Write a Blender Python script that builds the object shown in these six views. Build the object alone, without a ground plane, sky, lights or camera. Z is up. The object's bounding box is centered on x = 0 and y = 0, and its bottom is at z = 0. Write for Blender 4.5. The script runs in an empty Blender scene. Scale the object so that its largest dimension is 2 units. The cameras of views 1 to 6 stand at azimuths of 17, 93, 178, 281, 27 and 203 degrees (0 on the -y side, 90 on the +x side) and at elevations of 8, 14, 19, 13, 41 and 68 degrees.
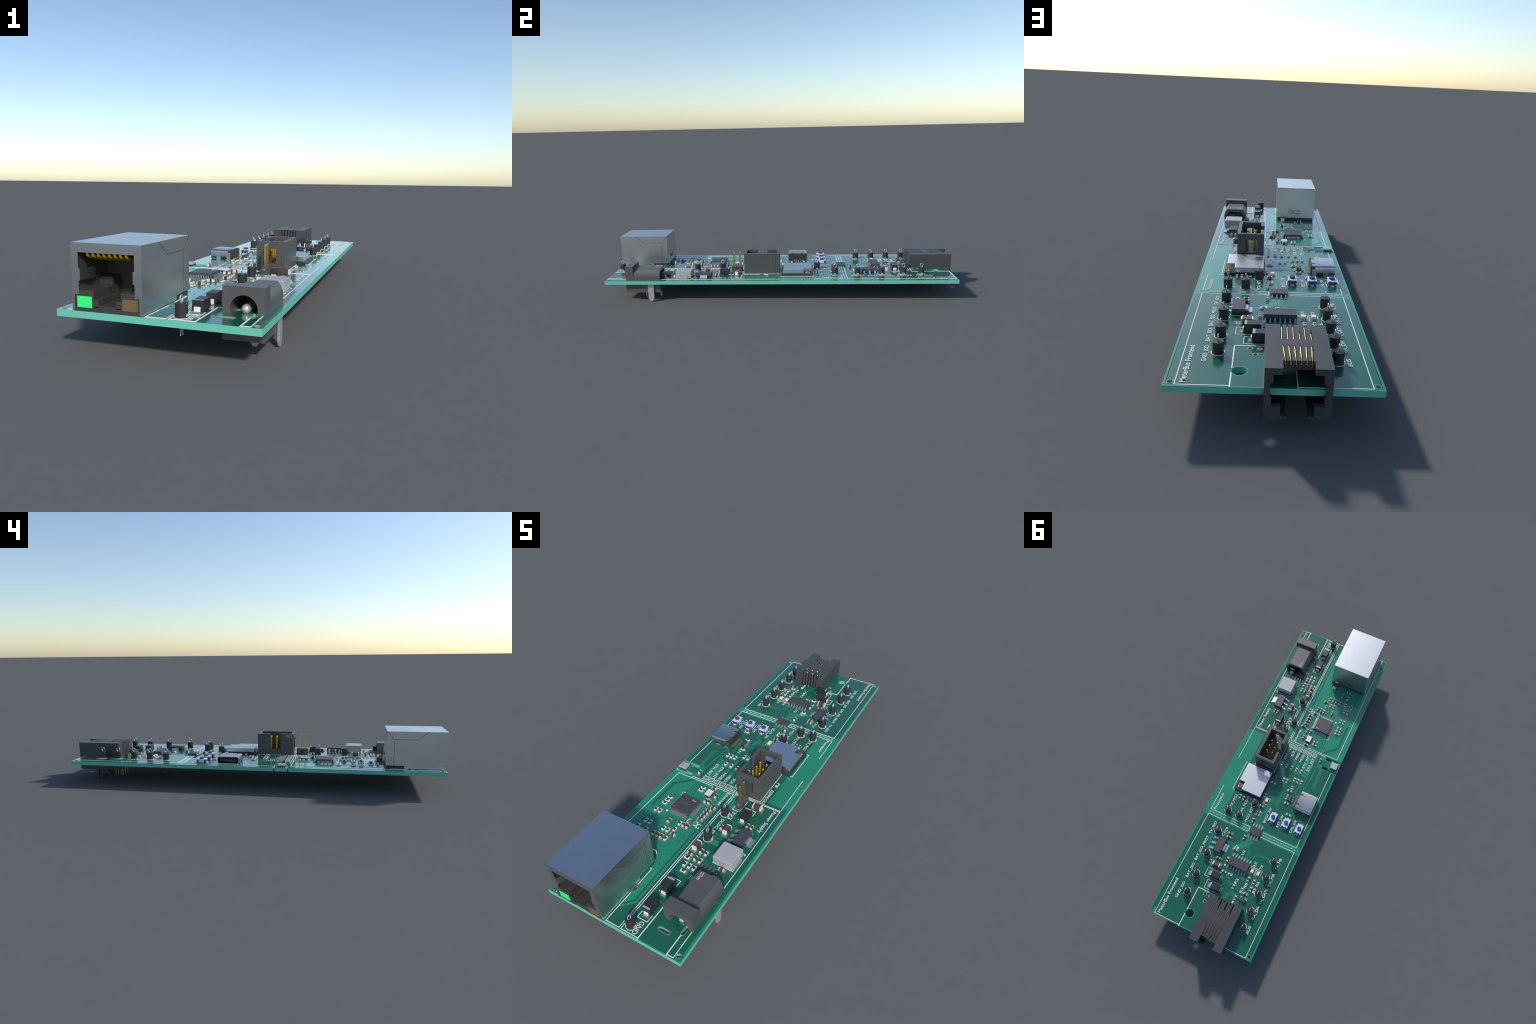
# Populated green circuit board: network jack, power jack, telephone jack, pin headers,
# radio module, chips and small parts.  All sizes below are in millimetres of the real
# board (45 x 150 mm); S turns them into metres of the scene.
import bpy, bmesh, math
from mathutils import Vector, Matrix
from mathutils.geometry import tessellate_polygon

S = 0.0131255            # scene metres per board millimetre
Y0 = -0.01271            # board centre along y
ZT = 0.12533             # height of the board's top face
ZLOW = -ZT / S           # ground level in board millimetres
PI = math.pi


def world(x, y, z=0.0):
    return (S * x, S * y + Y0, ZT + S * z)


# ----------------------------------------------------------------------------- materials
def material(name, color, rough=0.5, metal=0.0, vary=0.06, grain=60.0, bump=0.0, spec=0.5,
             trans=0.0, coat=0.0):
    m = bpy.data.materials.new(name)
    m.use_nodes = True
    nt = m.node_tree
    b = nt.nodes["Principled BSDF"]
    tc = nt.nodes.new("ShaderNodeTexCoord")
    nz = nt.nodes.new("ShaderNodeTexNoise")
    nz.inputs["Scale"].default_value = grain
    nz.inputs["Detail"].default_value = 4.0
    nt.links.new(tc.outputs["Object"], nz.inputs["Vector"])
    ramp = nt.nodes.new("ShaderNodeValToRGB")
    lo = [max(0.0, c * (1 - vary)) for c in color] + [1]
    hi = [min(1.0, c * (1 + vary)) for c in color] + [1]
    ramp.color_ramp.elements[0].position = 0.3
    ramp.color_ramp.elements[1].position = 0.7
    ramp.color_ramp.elements[0].color = lo
    ramp.color_ramp.elements[1].color = hi
    nt.links.new(nz.outputs["Fac"], ramp.inputs["Fac"])
    nt.links.new(ramp.outputs["Color"], b.inputs["Base Color"])
    b.inputs["Roughness"].default_value = rough
    b.inputs["Metallic"].default_value = metal
    b.inputs["Specular IOR Level"].default_value = spec
    if coat:
        b.inputs["Coat Weight"].default_value = coat
        b.inputs["Coat Roughness"].default_value = 0.1
    if trans:
        b.inputs["Transmission Weight"].default_value = trans
    if bump:
        n2 = nt.nodes.new("ShaderNodeTexNoise")
        n2.inputs["Scale"].default_value = 900.0
        n2.inputs["Detail"].default_value = 3.0
        nt.links.new(tc.outputs["Object"], n2.inputs["Vector"])
        bp = nt.nodes.new("ShaderNodeBump")
        bp.inputs["Strength"].default_value = bump
        bp.inputs["Distance"].default_value = 0.0006
        nt.links.new(n2.outputs["Fac"], bp.inputs["Height"])
        nt.links.new(bp.outputs["Normal"], b.inputs["Normal"])
    return m


M = {}
M["mask"] = material("solder_mask_green", (0.019, 0.240, 0.138), 0.2, vary=0.04, grain=9, spec=0.32, coat=1.0)
M["copper"] = material("solder_mask_over_copper", (0.011, 0.117, 0.068), 0.2, vary=0.04, grain=9, spec=0.32, coat=1.0)
M["core"] = material("fibreglass_core", (0.146, 0.500, 0.385), 0.65, vary=0.03, grain=40, spec=0.2)
M["silk"] = material("silkscreen_white", (0.80, 0.80, 0.76), 0.6, vary=0.02)
M["pad"] = material("tinned_pad", (0.32, 0.29, 0.25), 0.4, 0.4)
M["via"] = material("via_hole_dark", (0.012, 0.03, 0.025), 0.6)
M["tin"] = material("tinned_end", (0.80, 0.78, 0.70), 0.4, 0.0, vary=0.03)
M["cap"] = material("capacitor_brown", (0.125, 0.052, 0.036), 0.45, vary=0.08)
M["ceramic"] = material("resistor_ceramic", (0.78, 0.76, 0.70), 0.5, vary=0.02)
M["black"] = material("resistor_coating_black", (0.020, 0.020, 0.024), 0.4)
M["ferrite"] = material("ferrite_grey", (0.10, 0.11, 0.16), 0.4)
M["chip"] = material("chip_epoxy_black", (0.058, 0.057, 0.060), 0.46, vary=0.08, bump=0.12)
M["diode"] = material("diode_epoxy_black", (0.026, 0.026, 0.030), 0.42, bump=0.1)
M["plastic"] = material("connector_plastic_black", (0.058, 0.058, 0.063), 0.42, vary=0.05, bump=0.08)
M["jack"] = material("jack_plastic_grey", (0.088, 0.088, 0.090), 0.40, vary=0.05, bump=0.06)
M["plasticdark"] = material("insert_plastic_black", (0.046, 0.044, 0.042), 0.5, vary=0.05)
M["header"] = material("header_plastic_grey", (0.080, 0.078, 0.078), 0.40, vary=0.05, bump=0.08)
M["pointblack"] = material("test_point_black", (0.027, 0.027, 0.027), 0.5)
M["shield"] = material("shield_steel", (0.62, 0.63, 0.64), 0.34, 1.0, vary=0.02, grain=12)
M["lid"] = material("module_lid_steel", (0.66, 0.67, 0.69), 0.36, 1.0, vary=0.02)
M["usb"] = material("socket_steel", (0.52, 0.53, 0.55), 0.31, 1.0, vary=0.03)
M["lead"] = material("lead_steel", (0.60, 0.63, 0.74), 0.33, 0.85, vary=0.03)
M["wire"] = material("loop_wire", (0.46, 0.49, 0.62), 0.42, 0.5, vary=0.03)
M["nickel"] = material("pin_nickel", (0.55, 0.54, 0.54), 0.35, 0.5, vary=0.03)
M["gold"] = material("pin_gold", (0.60, 0.42, 0.15), 0.34, 0.95, vary=0.04)
M["pingold"] = material("pin_gold_bright", (0.72, 0.46, 0.03), 0.3, 0.55, vary=0.04)
M["palegold"] = material("pin_gold_pale", (0.70, 0.52, 0.20), 0.3, 0.92, vary=0.04)
M["seam"] = material("seam_dark", (0.03, 0.03, 0.032), 0.6)
M["led_green"] = material("indicator_green", (0.040, 0.90, 0.20), 0.4, vary=0.01)
M["led_amber"] = material("indicator_amber", (0.165, 0.112, 0.045), 0.4, vary=0.02)
M["lens"] = material("led_lens_white", (0.80, 0.80, 0.72), 0.35, vary=0.02)
M["brass"] = material("led_terminal_brass", (0.72, 0.50, 0.20), 0.35, 0.5)
M["inductor"] = material("inductor_grey", (0.385, 0.385, 0.39), 0.45, vary=0.03, bump=0.08)
M["sensor"] = material("sensor_lid_grey", (0.50, 0.49, 0.52), 0.35, 0.3)
M["plate"] = material("switch_plate_pale_blue", (0.60, 0.63, 0.93), 0.45, vary=0.03)
M["button"] = material("switch_button_dark", (0.055, 0.055, 0.058), 0.5)
M["quartz"] = material("crystal_lid_white", (0.80, 0.80, 0.84), 0.3, 0.1)
M["markgrey"] = material("laser_mark_grey", (0.16, 0.16, 0.18), 0.5)
M["modpcb"] = material("module_board_black", (0.030, 0.031, 0.035), 0.4)


# ----------------------------------------------------------------------------- hierarchy
root = bpy.data.objects.new("circuit_board", None)
root.empty_display_size = 0.1
root["label"] = "long green populated circuit board with connectors and chips"
root["category"] = "circuit board"
bpy.context.scene.collection.objects.link(root)


def place(name, mesh, parent=None, at=(0, 0, 0), rot=0.0, kind=None, local=False):
    """New object showing mesh; `at` is in board mm (or in mm relative to the parent)."""
    o = bpy.data.objects.new(name, mesh)
    bpy.context.scene.collection.objects.link(o)
    o.parent = parent or root
    if parent is not None and parent is not root:
        o.location = (S * at[0], S * at[1], S * at[2])
    else:
        o.location = world(*at)
    o.rotation_euler = (0, 0, rot)
    if kind:
        o["kind"] = kind
    return o


# ----------------------------------------------------------------------------- mesh builder
class Shape:
    """Collects solids given in millimetres; build() returns a mesh in metres."""

    def __init__(self):
        self.v, self.f, self.m = [], [], []

    def add(self, verts, faces, mat):
        k = len(self.v)
        self.v += [tuple(p) for p in verts]
        for f in faces:
            self.f.append([i + k for i in f])
            self.m.append(mat)
        return self

    def box(self, x0, x1, y0, y1, z0, z1, mat=0, top=(0.0, 0.0)):
        a, b = top
        vs = [(x0, y0, z0), (x1, y0, z0), (x1, y1, z0), (x0, y1, z0),
              (x0 + a, y0 + b, z1), (x1 - a, y0 + b, z1), (x1 - a, y1 - b, z1), (x0 + a, y1 - b, z1)]
        return self.add(vs, [(0, 3, 2, 1), (4, 5, 6, 7), (0, 1, 5, 4), (1, 2, 6, 5), (2, 3, 7, 6), (3, 0, 4, 7)], mat)

    def cbox(self, cx, cy, w, d, z0, z1, mat=0, top=(0.0, 0.0)):
        return self.box(cx - w / 2, cx + w / 2, cy - d / 2, cy + d / 2, z0, z1, mat, top)

    @staticmethod
    def _axis(axis):
        if axis == 'z':
            return lambda a, b, t: (a, b, t)
        if axis == 'y':
            return lambda a, b, t: (a, t, b)
        return lambda a, b, t: (t, a, b)

    def prism(self, loop, t0, t1, mat=0, axis='z', holes=()):
        g = self._axis(axis)
        loops = [list(loop)] + [list(h) for h in holes]
        flat = [p for l in loops for p in l]
        n = len(flat)
        vs = [g(a, b, t0) for a, b in flat] + [g(a, b, t1) for a, b in flat]
        tris = tessellate_polygon([[Vector((a, b, 0)) for a, b in l] for l in loops])
        fs = [tuple(t) for t in tris] + [tuple(i + n for i in reversed(t)) for t in tris]
        k = 0
        for l in loops:
            c = len(l)
            for i in range(c):
                j = (i + 1) % c
                fs.append((k + i, k + j, n + k + j, n + k + i))
            k += c
        return self.add(vs, fs, mat)

    def cylinder(self, ca, cb, r, t0, t1, mat=0, axis='z', seg=24, r1=None):
        g = self._axis(axis)
        r1 = r if r1 is None else r1
        vs = [g(ca + r * math.cos(2 * PI * i / seg), cb + r * math.sin(2 * PI * i / seg), t0) for i in range(seg)]
        vs += [g(ca + r1 * math.cos(2 * PI * i / seg), cb + r1 * math.sin(2 * PI * i / seg), t1) for i in range(seg)]
        fs = [tuple(range(seg)), tuple(range(2 * seg - 1, seg - 1, -1))]
        fs += [(i, (i + 1) % seg, seg + (i + 1) % seg, seg + i) for i in range(seg)]
        return self.add(vs, fs, mat)

    def tube(self, pts, r, mat=0, seg=8, closed=False):
        P = [Vector(p) for p in pts]
        n = len(P)
        rings = []
        up = Vector((0.31, 0.17, 0.93)).normalized()
        for i in range(n):
            if closed:
                d = P[(i + 1) % n] - P[i - 1]
            else:
                d = P[min(i + 1, n - 1)] - P[max(i - 1, 0)]
            d.normalize()
            a = d.cross(up)
            if a.length < 1e-3:
                a = d.cross(Vector((1, 0, 0)))
            a.normalize()
            b = d.cross(a)
            rings.append([P[i] + r * (math.cos(2 * PI * k / seg) * a + math.sin(2 * PI * k / seg) * b) for k in range(seg)])
        vs = [p for ring in rings for p in ring]
        fs = []
        for i in range(n if closed else n - 1):
            j = (i + 1) % n
            for k in range(seg):
                l = (k + 1) % seg
                fs.append((i * seg + k, i * seg + l, j * seg + l, j * seg + k))
        if not closed:
            fs.append(tuple(range(seg)))
            fs.append(tuple(range(n * seg - 1, (n - 1) * seg - 1, -1)))
        return self.add(vs, fs, mat)

    def dome(self, c, r, direction=1, mat=0, seg=20, rings=6, axis='y'):
        g = self._axis(axis)
        vs, fs = [], []
        for i in range(rings):
            a = i / rings * PI / 2
            for k in range(seg):
                t = 2 * PI * k / seg
                vs.append(g(c[0] + r * math.cos(a) * math.cos(t), c[1] + r * math.cos(a) * math.sin(t), c[2] + direction * r * math.sin(a)))
        vs.append(g(c[0], c[1], c[2] + direction * r))
        for i in range(rings - 1):
            for k in range(seg):
                l = (k + 1) % seg
                fs.append((i * seg + k, i * seg + l, (i + 1) * seg + l, (i + 1) * seg + k))
        top = len(vs) - 1
        for k in range(seg):
            fs.append(((rings - 1) * seg + k, (rings - 1) * seg + (k + 1) % seg, top))
        fs.append(tuple(range(seg)))
        return self.add(vs, fs, mat)

    def strip(self, pts, w, z0, z1, mat=0, closed=False):
        """Flat line of width w along pts with mitred corners."""
        P = [Vector((a, b)) for a, b in pts]
        n = len(P)
        left, right = [], []
        for i in range(n):
            dp = (P[i] - P[i - 1]).normalized() if (i > 0 or closed) else None
            dn = (P[(i + 1) % n] - P[i]).normalized() if (i < n - 1 or closed) else None
            dp = dp or dn
            dn = dn or dp
            np_, nn = Vector((-dp.y, dp.x)), Vector((-dn.y, dn.x))
            m = (np_ + nn)
            if m.length < 1e-4:
                m = nn.copy()
            m.normalize()
            k = min(2.0, 1.0 / max(0.3, m.dot(nn))) * w / 2
            left.append(P[i] + m * k)
            right.append(P[i] - m * k)
        vs = [(p.x, p.y, z1) for p in left] + [(p.x, p.y, z1) for p in right]
        vs += [(p.x, p.y, z0) for p in left] + [(p.x, p.y, z0) for p in right]
        fs = []
        for i in range(n if closed else n - 1):
            j = (i + 1) % n
            fs += [(i, n + i, n + j, j), (i, j, 2 * n + j, 2 * n + i), (n + i, 3 * n + i, 3 * n + j, n + j),
                   (2 * n + i, 2 * n + j, 3 * n + j, 3 * n + i)]
        if not closed:
            fs += [(0, 2 * n, 3 * n, n), (n - 1, 2 * n - 1, 4 * n - 1, 3 * n - 1)]
        return self.add(vs, fs, mat)

    def build(self, name, mats, bevel=0.0, segments=1, smooth=None):
        me = bpy.data.meshes.new(name)
        me.from_pydata([(S * x, S * y, S * z) for x, y, z in self.v], [], self.f)
        for m in mats:
            me.materials.append(M[m])
        me.polygons.foreach_set("material_index", self.m)
        bm = bmesh.new()
        bm.from_mesh(me)
        bmesh.ops.recalc_face_normals(bm, faces=bm.faces)
        if bevel:
            bmesh.ops.dissolve_limit(bm, angle_limit=0.01, verts=bm.verts, edges=bm.edges, delimit={'MATERIAL'})
            es = [e for e in bm.edges if len(e.link_faces) == 2 and e.calc_face_angle(0) > 0.5]
            bmesh.ops.bevel(bm, geom=es, offset=S * bevel, segments=segments, profile=0.5, affect='EDGES', clamp_overlap=True)
        bm.to_mesh(me)
        bm.free()
        if smooth:
            me.polygons.foreach_set("use_smooth", [True] * len(me.polygons))
            me.set_sharp_from_angle(angle=math.radians(smooth))
        me.update()
        return me


def ring(cx, cy, r, n=28):
    return [(cx + r * math.cos(2 * PI * i / n), cy + r * math.sin(2 * PI * i / n)) for i in range(n)]


def rect(x0, x1, y0, y1):
    return [(x0, y0), (x1, y0), (x1, y1), (x0, y1)]


def rounded(x0, x1, y0, y1, r, n=6):
    out = []
    for cx, cy, a in ((x1 - r, y1 - r, 0), (x0 + r, y1 - r, 90), (x0 + r, y0 + r, 180), (x1 - r, y0 + r, 270)):
        for i in range(n + 1):
            t = math.radians(a + 90 * i / n)
            out.append((cx + r * math.cos(t), cy + r * math.sin(t)))
    return out


def slot(cx, cy, length, width, along='x', n=8):
    if along == 'x':
        return rounded(cx - length / 2, cx + length / 2, cy - width / 2, cy + width / 2, width / 2 - 0.001, n)
    return rounded(cx - width / 2, cx + width / 2, cy - length / 2, cy + length / 2, width / 2 - 0.001, n)


# ----------------------------------------------------------------------------- the bare board
WX, WY, TH = 22.5, 75.0, 1.525
# two relief slots isolate the humidity sensor at the -x edge: narrow to the edge, wide inside
outline = [(-WX, -WY), (WX, -WY), (WX, WY), (-WX, WY),
           (-WX, -10.32), (-15.45, -10.32), (-15.45, -11.95), (-18.0, -11.95), (-18.0, -11.17), (-WX, -11.17),
           (-WX, -15.68), (-18.0, -15.68), (-18.0, -14.9), (-15.45, -14.9), (-15.45, -16.5), (-WX, -16.5)]
round_holes = [(21.08, 73.55, .62), (-21.08, 73.55, .62), (21.08, -73.58, .62), (-21.08, -73.58, .62),
               (7.42, 68.9, 1.62), (-2.75, 68.9, 1.62),
               (5.48, 59.66, .45), (4.21, 62.3, .45),
               (-18.72, -63.15, .75), (-1.78, -63.15, .75), (7.2, -21.75, .52)]
slots = [(13.43, -69.55, 3.5, 1.0, 'x'), (18.25, -66.8, 3.0, 1.0, 'y'), (13.6, -63.0, 3.2, 1.0, 'x')]
hole_loops = [ring(x, y, r) for x, y, r in round_holes] + [slot(*s) for s in slots]

sh = Shape()
sh.prism(outline, -TH, 0, 0, holes=hole_loops)
me = sh.build("board", ["core", "mask"])
for p in me.polygons:
    if abs(p.normal.z) > 0.5:
        p.material_index = 1
place("board", me)

# ---- thin layers on the board: copper pours, bare gaps, tracks, pads, print.
# every piece gets a height of its own, so that no two faces share a plane.
LEVEL = {"pour": 0.006, "gap": 0.012, "track": 0.045, "pad": 0.065, "print": 0.090}
STEP = 0.00020


def level(kind):
    LEVEL[kind] += STEP
    return LEVEL[kind]


pours = Shape()


def pour(loop):
    inside = []
    xs, ys = [p[0] for p in loop], [p[1] for p in loop]
    for h in hole_loops:
        cx = sum(p[0] for p in h) / len(h)
        cy = sum(p[1] for p in h) / len(h)
        rad = max(math.hypot(p[0] - cx, p[1] - cy) for p in h)
        if min(xs) < cx - rad and cx + rad < max(xs) and min(ys) < cy - rad and cy + rad < max(ys):
            # bare ring around each hole
            grow = 1 + 0.38 / rad
            inside.append([(cx + (p[0] - cx) * grow, cy + (p[1] - cy) * grow) for p in h])
    pours.prism(loop, -0.05, level("pour"), 0, holes=inside)


# meter bus half: one pour to 0.5 mm from the edge
pour(rect(-21.95, 21.95, 29.85, 74.55))
# power strip: three pours with narrow gaps between them
pour([(21.8, -74.5), (21.8, -55.75), (1.65, -55.75), (1.65, -66.6), (-1.7, -69.9), (-21.8, -69.9), (-21.8, -74.5)][::-1])
pour(rect(1.65, 21.8, -55.5, -38.55))
pour([(1.65, -38.3), (21.8, -38.3), (21.8, -14.6), (8.6, -14.6), (8.6, -23.2), (1.65, -23.2)])
# processor pour, leaving the antenna strip (+x) and the test pads bare
pour([(14.55, -14.4), (14.55, 26.3), (-21.9, 26.3), (-21.9, -9.95), (-13.4, -9.95), (-13.4, -3.2), (2.5, -3.2), (2.5, -14.4)][::-1])
# fingers of copper running up between the test pads
for a, b, y0, y1 in ((0.75, -0.55, -13.2, -3.2), (-1.6, -2.85, -15.9, -3.2), (-3.95, -5.1, -15.9, -3.2),
                     (-6.2, -7.4, -12.0, -6.0), (-11.5, -13.1, -15.9, -3.2)):
    pour(rect(b, a, y0, y1))
place("copper_pour", pours.build("copper_pour", ["copper"]))

gaps, tracks = Shape(), Shape()


def track(pts, w=0.25, clear=0.24):
    """Copper track; inside a pour it is lined by bare gaps."""
    if clear:
        gaps.strip(pts, w + 2 * clear, -0.03, level("gap"))
    tracks.strip(pts, w, -0.03, level("track"))


def gap(pts, w=0.22):
    gaps.strip(pts, w, -0.03, level("gap"))


# meter bus tracks
gaps.prism([(-0.1, 31.6), (-2.1, 31.3), (-2.1, 35.5), (1.3, 38.0), (4.9, 38.2), (4.2, 36.9), (1.3, 34.1)], -0.03, level("gap"))
track([(-0.85, 31.3), (-1.15, 35.7), (1.6, 38.0)], 0.2)
track([(-2.2, 31.3), (-2.05, 35.6), (-3.25, 37.1), (-3.2, 39.8)], 0.2)
track([(-12.4, 36.2), (-7.4, 36.25), (-4.3, 39.4)])
track([(11.4, 44.9), (8.55, 44.85), (8.6, 46.6)], 0.5)
gaps.prism([(13.9, 36.6), (11.4, 36.5), (11.1, 39.0), (11.4, 41.6), (10.0, 43.4), (11.9, 43.3), (13.85, 42.1), (13.75, 40.3), (14.5, 38.3)], -0.03, level("gap"))
tracks.prism([(13.3, 36.3), (11.3, 36.3), (11.3, 42.6), (12.3, 42.6), (13.4, 41.3), (13.3, 40.0), (13.9, 38.2)], -0.03, level("track"))
track([(1.1, 48.9), (-1.45, 51.6), (-3.4, 51.55)])
track([(-3.95, 51.1), (-5.0, 52.05), (-5.9, 52.95)])
track([(-3.4, 53.4), (-3.75, 54.6), (-1.85, 56.75), (-1.85, 58.4)])
track([(-3.75, 54.6), (-5.9, 54.65)])
track([(-2.9, 58.0), (-2.6, 56.85), (-3.85, 55.5), (-5.8, 55.45)])
track([(-4.75, 47.3), (-5.7, 48.2), (-7.5, 48.1)])
track([(-12.9, 52.1), (-11.0, 54.4)])
track([(-11.1, 58.3), (-13.7, 61.6), (-13.95, 64.3)], 0.5)
track([(4.6, 39.8), (2.9, 40.55), (2.2, 40.6)], 0.35)
track([(7.2, 36.3), (5.9, 36.4), (4.1, 36.9), (1.4, 34.2), (1.5, 33.2)], 0.25)
track([(-6.6, 57.2), (-8.4, 57.2)])
track([(-5.5, 40.1), (-7.2, 39.5)])
track([(-10.3, 46.3), (-10.4, 45.0)])
# processor tracks
gap([(-13.4, -15.5), (-13.2, -9.0), (-12.85, -1.7), (-12.7, 0.9), (-12.4, 1.7), (-11.7, 2.3)], 0.3)
gap([(-11.4, -3.3), (-11.35, 0.3), (-11.2, 0.9), (-9.95, 2.2), (-9.6, 3.7), (-9.72, 5.4), (-10.3, 6.1), (-10.9, 6.2)], 0.3)
track([(-14.0, -11.1), (-13.95, -10.5), (-15.4, -9.1), (-15.42, 0.4)], 0.22)
track([(-14.6, -11.2), (-16.05, -9.2), (-16.1, -0.3)], 0.22)
for x0, x1, ya, yb in ((-1.0, -0.75, -13.9, -1.3), (-3.35, -3.3, -13.9, -2.4), (-5.65, -5.58, -13.9, -0.3),
                       (-7.95, -7.75, -13.9, -3.1), (-10.2, -10.3, -13.9, -4.1), (1.3, 1.3, -13.9, -5.6)):
    track([(x0, ya), (x0, (ya + yb) / 2), (x1, yb)], 0.2, 0.2)
track([(-2.5, 2.7), (-3.85, 5.05)], 0.2)
track([(-4.1, 2.6), (-4.4, 4.6)], 0.2)
track([(-4.4, 1.0), (-7.0, 0.7)], 0.2)
track([(-1.55, 10.9), (-1.42, 18.8), (-0.95, 19.5), (-1.05, 24.6)], 0.2)
track([(-2.3, 10.55), (-2.15, 18.8), (-2.3, 24.6)], 0.2)
track([(-3.82, 9.6), (-3.65, 14.0)], 0.2)
track([(-4.7, 9.6), (-4.43, 14.7)], 0.2)
track([(-5.5, 9.55), (-5.15, 12.9)], 0.2)
track([(-5.77, 14.0), (-5.8, 16.6)], 0.2)
track([(1.8, 9.8), (-4.2, 8.8), (-6.3, 8.85)], 0.2)
track([(1.6, 8.5), (-5.25, 7.95), (-7.0, 7.1)], 0.2)
track([(1.7, 9.15), (-5.0, 8.35), (-7.0, 9.3)], 0.2)
track([(7.2, 22.1), (5.0, 19.6)], 0.25)
track([(5.7, 21.4), (3.0, 24.9), (2.1, 25.2)], 0.25)
track([(0.2, 21.6), (-0.3, 24.8)], 0.2)
track([(-11.9, 16.4), (-13.9, 15.4), (-13.8, 14.9)], 0.2)
track([(-16.2, 14.6), (-16.9, 16.4)], 0.2)
gap([(1.5, -15.4), (-13.2, -15.4)], 0.3)
# network-chip tracks lie on bare board, so they need no lining
track([(0.72, -66.2), (0.72, -33.0), (1.5, -30.5), (1.5, -17.9)], 0.5, 0)
track([(-2.6, -69.6), (0.72, -66.2)], 0.5, 0)
track([(2.6, -33.0), (1.0, -33.45)], 0.25, 0)
track([(5.5, -17.6), (3.0, -18.9)], 0.25, 0)
track([(-18.28, -34.4), (-18.36, -22.4), (-12.9, -17.1)], 0.85, 0)
for pts in ([(-7.25, -35.3), (-7.2, -37.4), (-5.85, -39.0), (-5.85, -40.3)], [(-8.0, -35.3), (-7.6, -37.6), (-7.3, -40.2)],
            [(-9.2, -35.3), (-9.25, -38.0)], [(-10.4, -35.3), (-10.8, -36.7), (-12.7, -38.5), (-13.9, -40.0), (-16.2, -41.9), (-16.6, -53.0)],
            [(-14.2, -36.5), (-15.1, -39.2), (-16.9, -40.6), (-17.3, -53.0)], [(-6.4, -35.2), (-6.4, -36.2)],
            [(-9.3, -46.3), (-9.9, -53.0)], [(-13.3, -45.6), (-14.6, -53.0)], [(-10.9, -46.0), (-10.6, -53.0)],
            [(-7.9, -24.2), (-8.0, -21.8)], [(-8.9, -24.0), (-9.5, -22.6), (-9.45, -19.8), (-8.2, -17.4)],
            [(-9.6, -24.1), (-10.3, -22.5), (-10.25, -18.8), (-9.0, -17.4)], [(-10.6, -24.1), (-11.15, -22.3), (-11.05, -19.1), (-9.9, -17.4)],
            [(-11.9, -23.9), (-11.92, -18.4), (-10.95, -17.3)], [(-4.3, -25.0), (-5.15, -24.0), (-6.3, -23.5), (-7.1, -24.2)],
            [(-16.3, -34.0), (-17.05, -31.3), (-16.8, -28.2), (-14.4, -26.75)], [(-14.3, -34.6), (-15.1, -32.8)],
            [(-12.9, -31.6), (-14.0, -31.6)], [(-3.3, -30.6), (-1.5, -30.6)], [(-3.3, -29.1), (-1.5, -29.1)]):
    track(pts, 0.18, 0)
for y in (-14.3, -13.8, -13.3, -12.8, -12.3):
    track([(-14.2, y), (-18.4, y)], 0.2, 0)
# power strip gaps
for pts in ([(18.85, -28.7), (19.1, -30.6)], [(18.85, -28.7), (16.4, -26.3)], [(17.3, -29.2), (16.2, -27.9)], [(11.4, -42.9), (9.4, -42.9)],
            [(10.6, -46.6), (10.3, -44.0)], [(10.1, -38.4), (9.2, -37.1), (7.1, -37.2)], [(9.9, -35.6), (6.4, -35.7)],
            [(9.6, -34.9), (6.0, -34.5)], [(8.0, -63.0), (11.0, -61.5)], [(12.3, -27.6), (9.0, -27.4)]):
    gap(pts)
gaps.prism([(10.1, -38.8), (7.4, -38.9), (7.0, -37.2), (9.4, -37.2)], -0.03, level("gap"))
place("bare_gap", gaps.build("bare_gap", ["mask"]))
place("copper_track", tracks.build("copper_track", ["copper"]), kind="stuff")

vias = Shape()
for x, y in ((-.73, -1.3), (-3.3, -2.4), (.57, -.27), (-.04, 2.03), (-5.58, -.25), (-7.73, -3.14), (-10.3, -4.1), (-1, 5.45), (-2.1, 4.83),
             (-3.87, 5.07), (-4.4, 4.6), (-3.8, 7.46), (-2.65, 9.55), (-6.4, 6.76), (-8.6, 4.3), (-1.51, 10.8), (-2.27, 10.5), (-3.85, 9.56),
             (-4.7, 9.6), (-5.5, 9.5), (-6.2, 10.1), (-3.7, 14), (-5.1, 12.9), (-4.4, 14.7), (-5.8, 14), (-10.5, 10.6), (-10.3, 11.3),
             (-13.3, -15.5), (-14.4, -14.4), (-13.1, -10.5), (-10.6, 5.5), (-14, -11.1), (-15.4, .4), (-16.1, -.3),
             (-1.1, -52.7), (-1.1, -46.7), (-1.1, -42.9), (-1.1, -40), (-5.3, -46.1), (-9.8, -46), (-13, -46), (1, -33.5), (-15.9, -33.2),
             (-13.8, -27.5), (-14.3, -26.7), (-6.9, -22.6), (-2.45, -29.3), (-18.3, -34.4), (10.3, -38.3), (10.3, -44.1),
             (-1.15, 35.7), (-5.9, 52.9), (1.7, 31.4), (-3.6, 33.2), (-2.1, 21.6), (-3.4, 24.8), (5.7, 21.4), (-8.7, 53.4), (4.5, 28.0)):
    vias.prism(ring(x, y, 0.14, 10), -0.02, level("pad"))
place("via", vias.build("via", ["via"]), kind="stuff")

pads, halos = Shape(), Shape()


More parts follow.
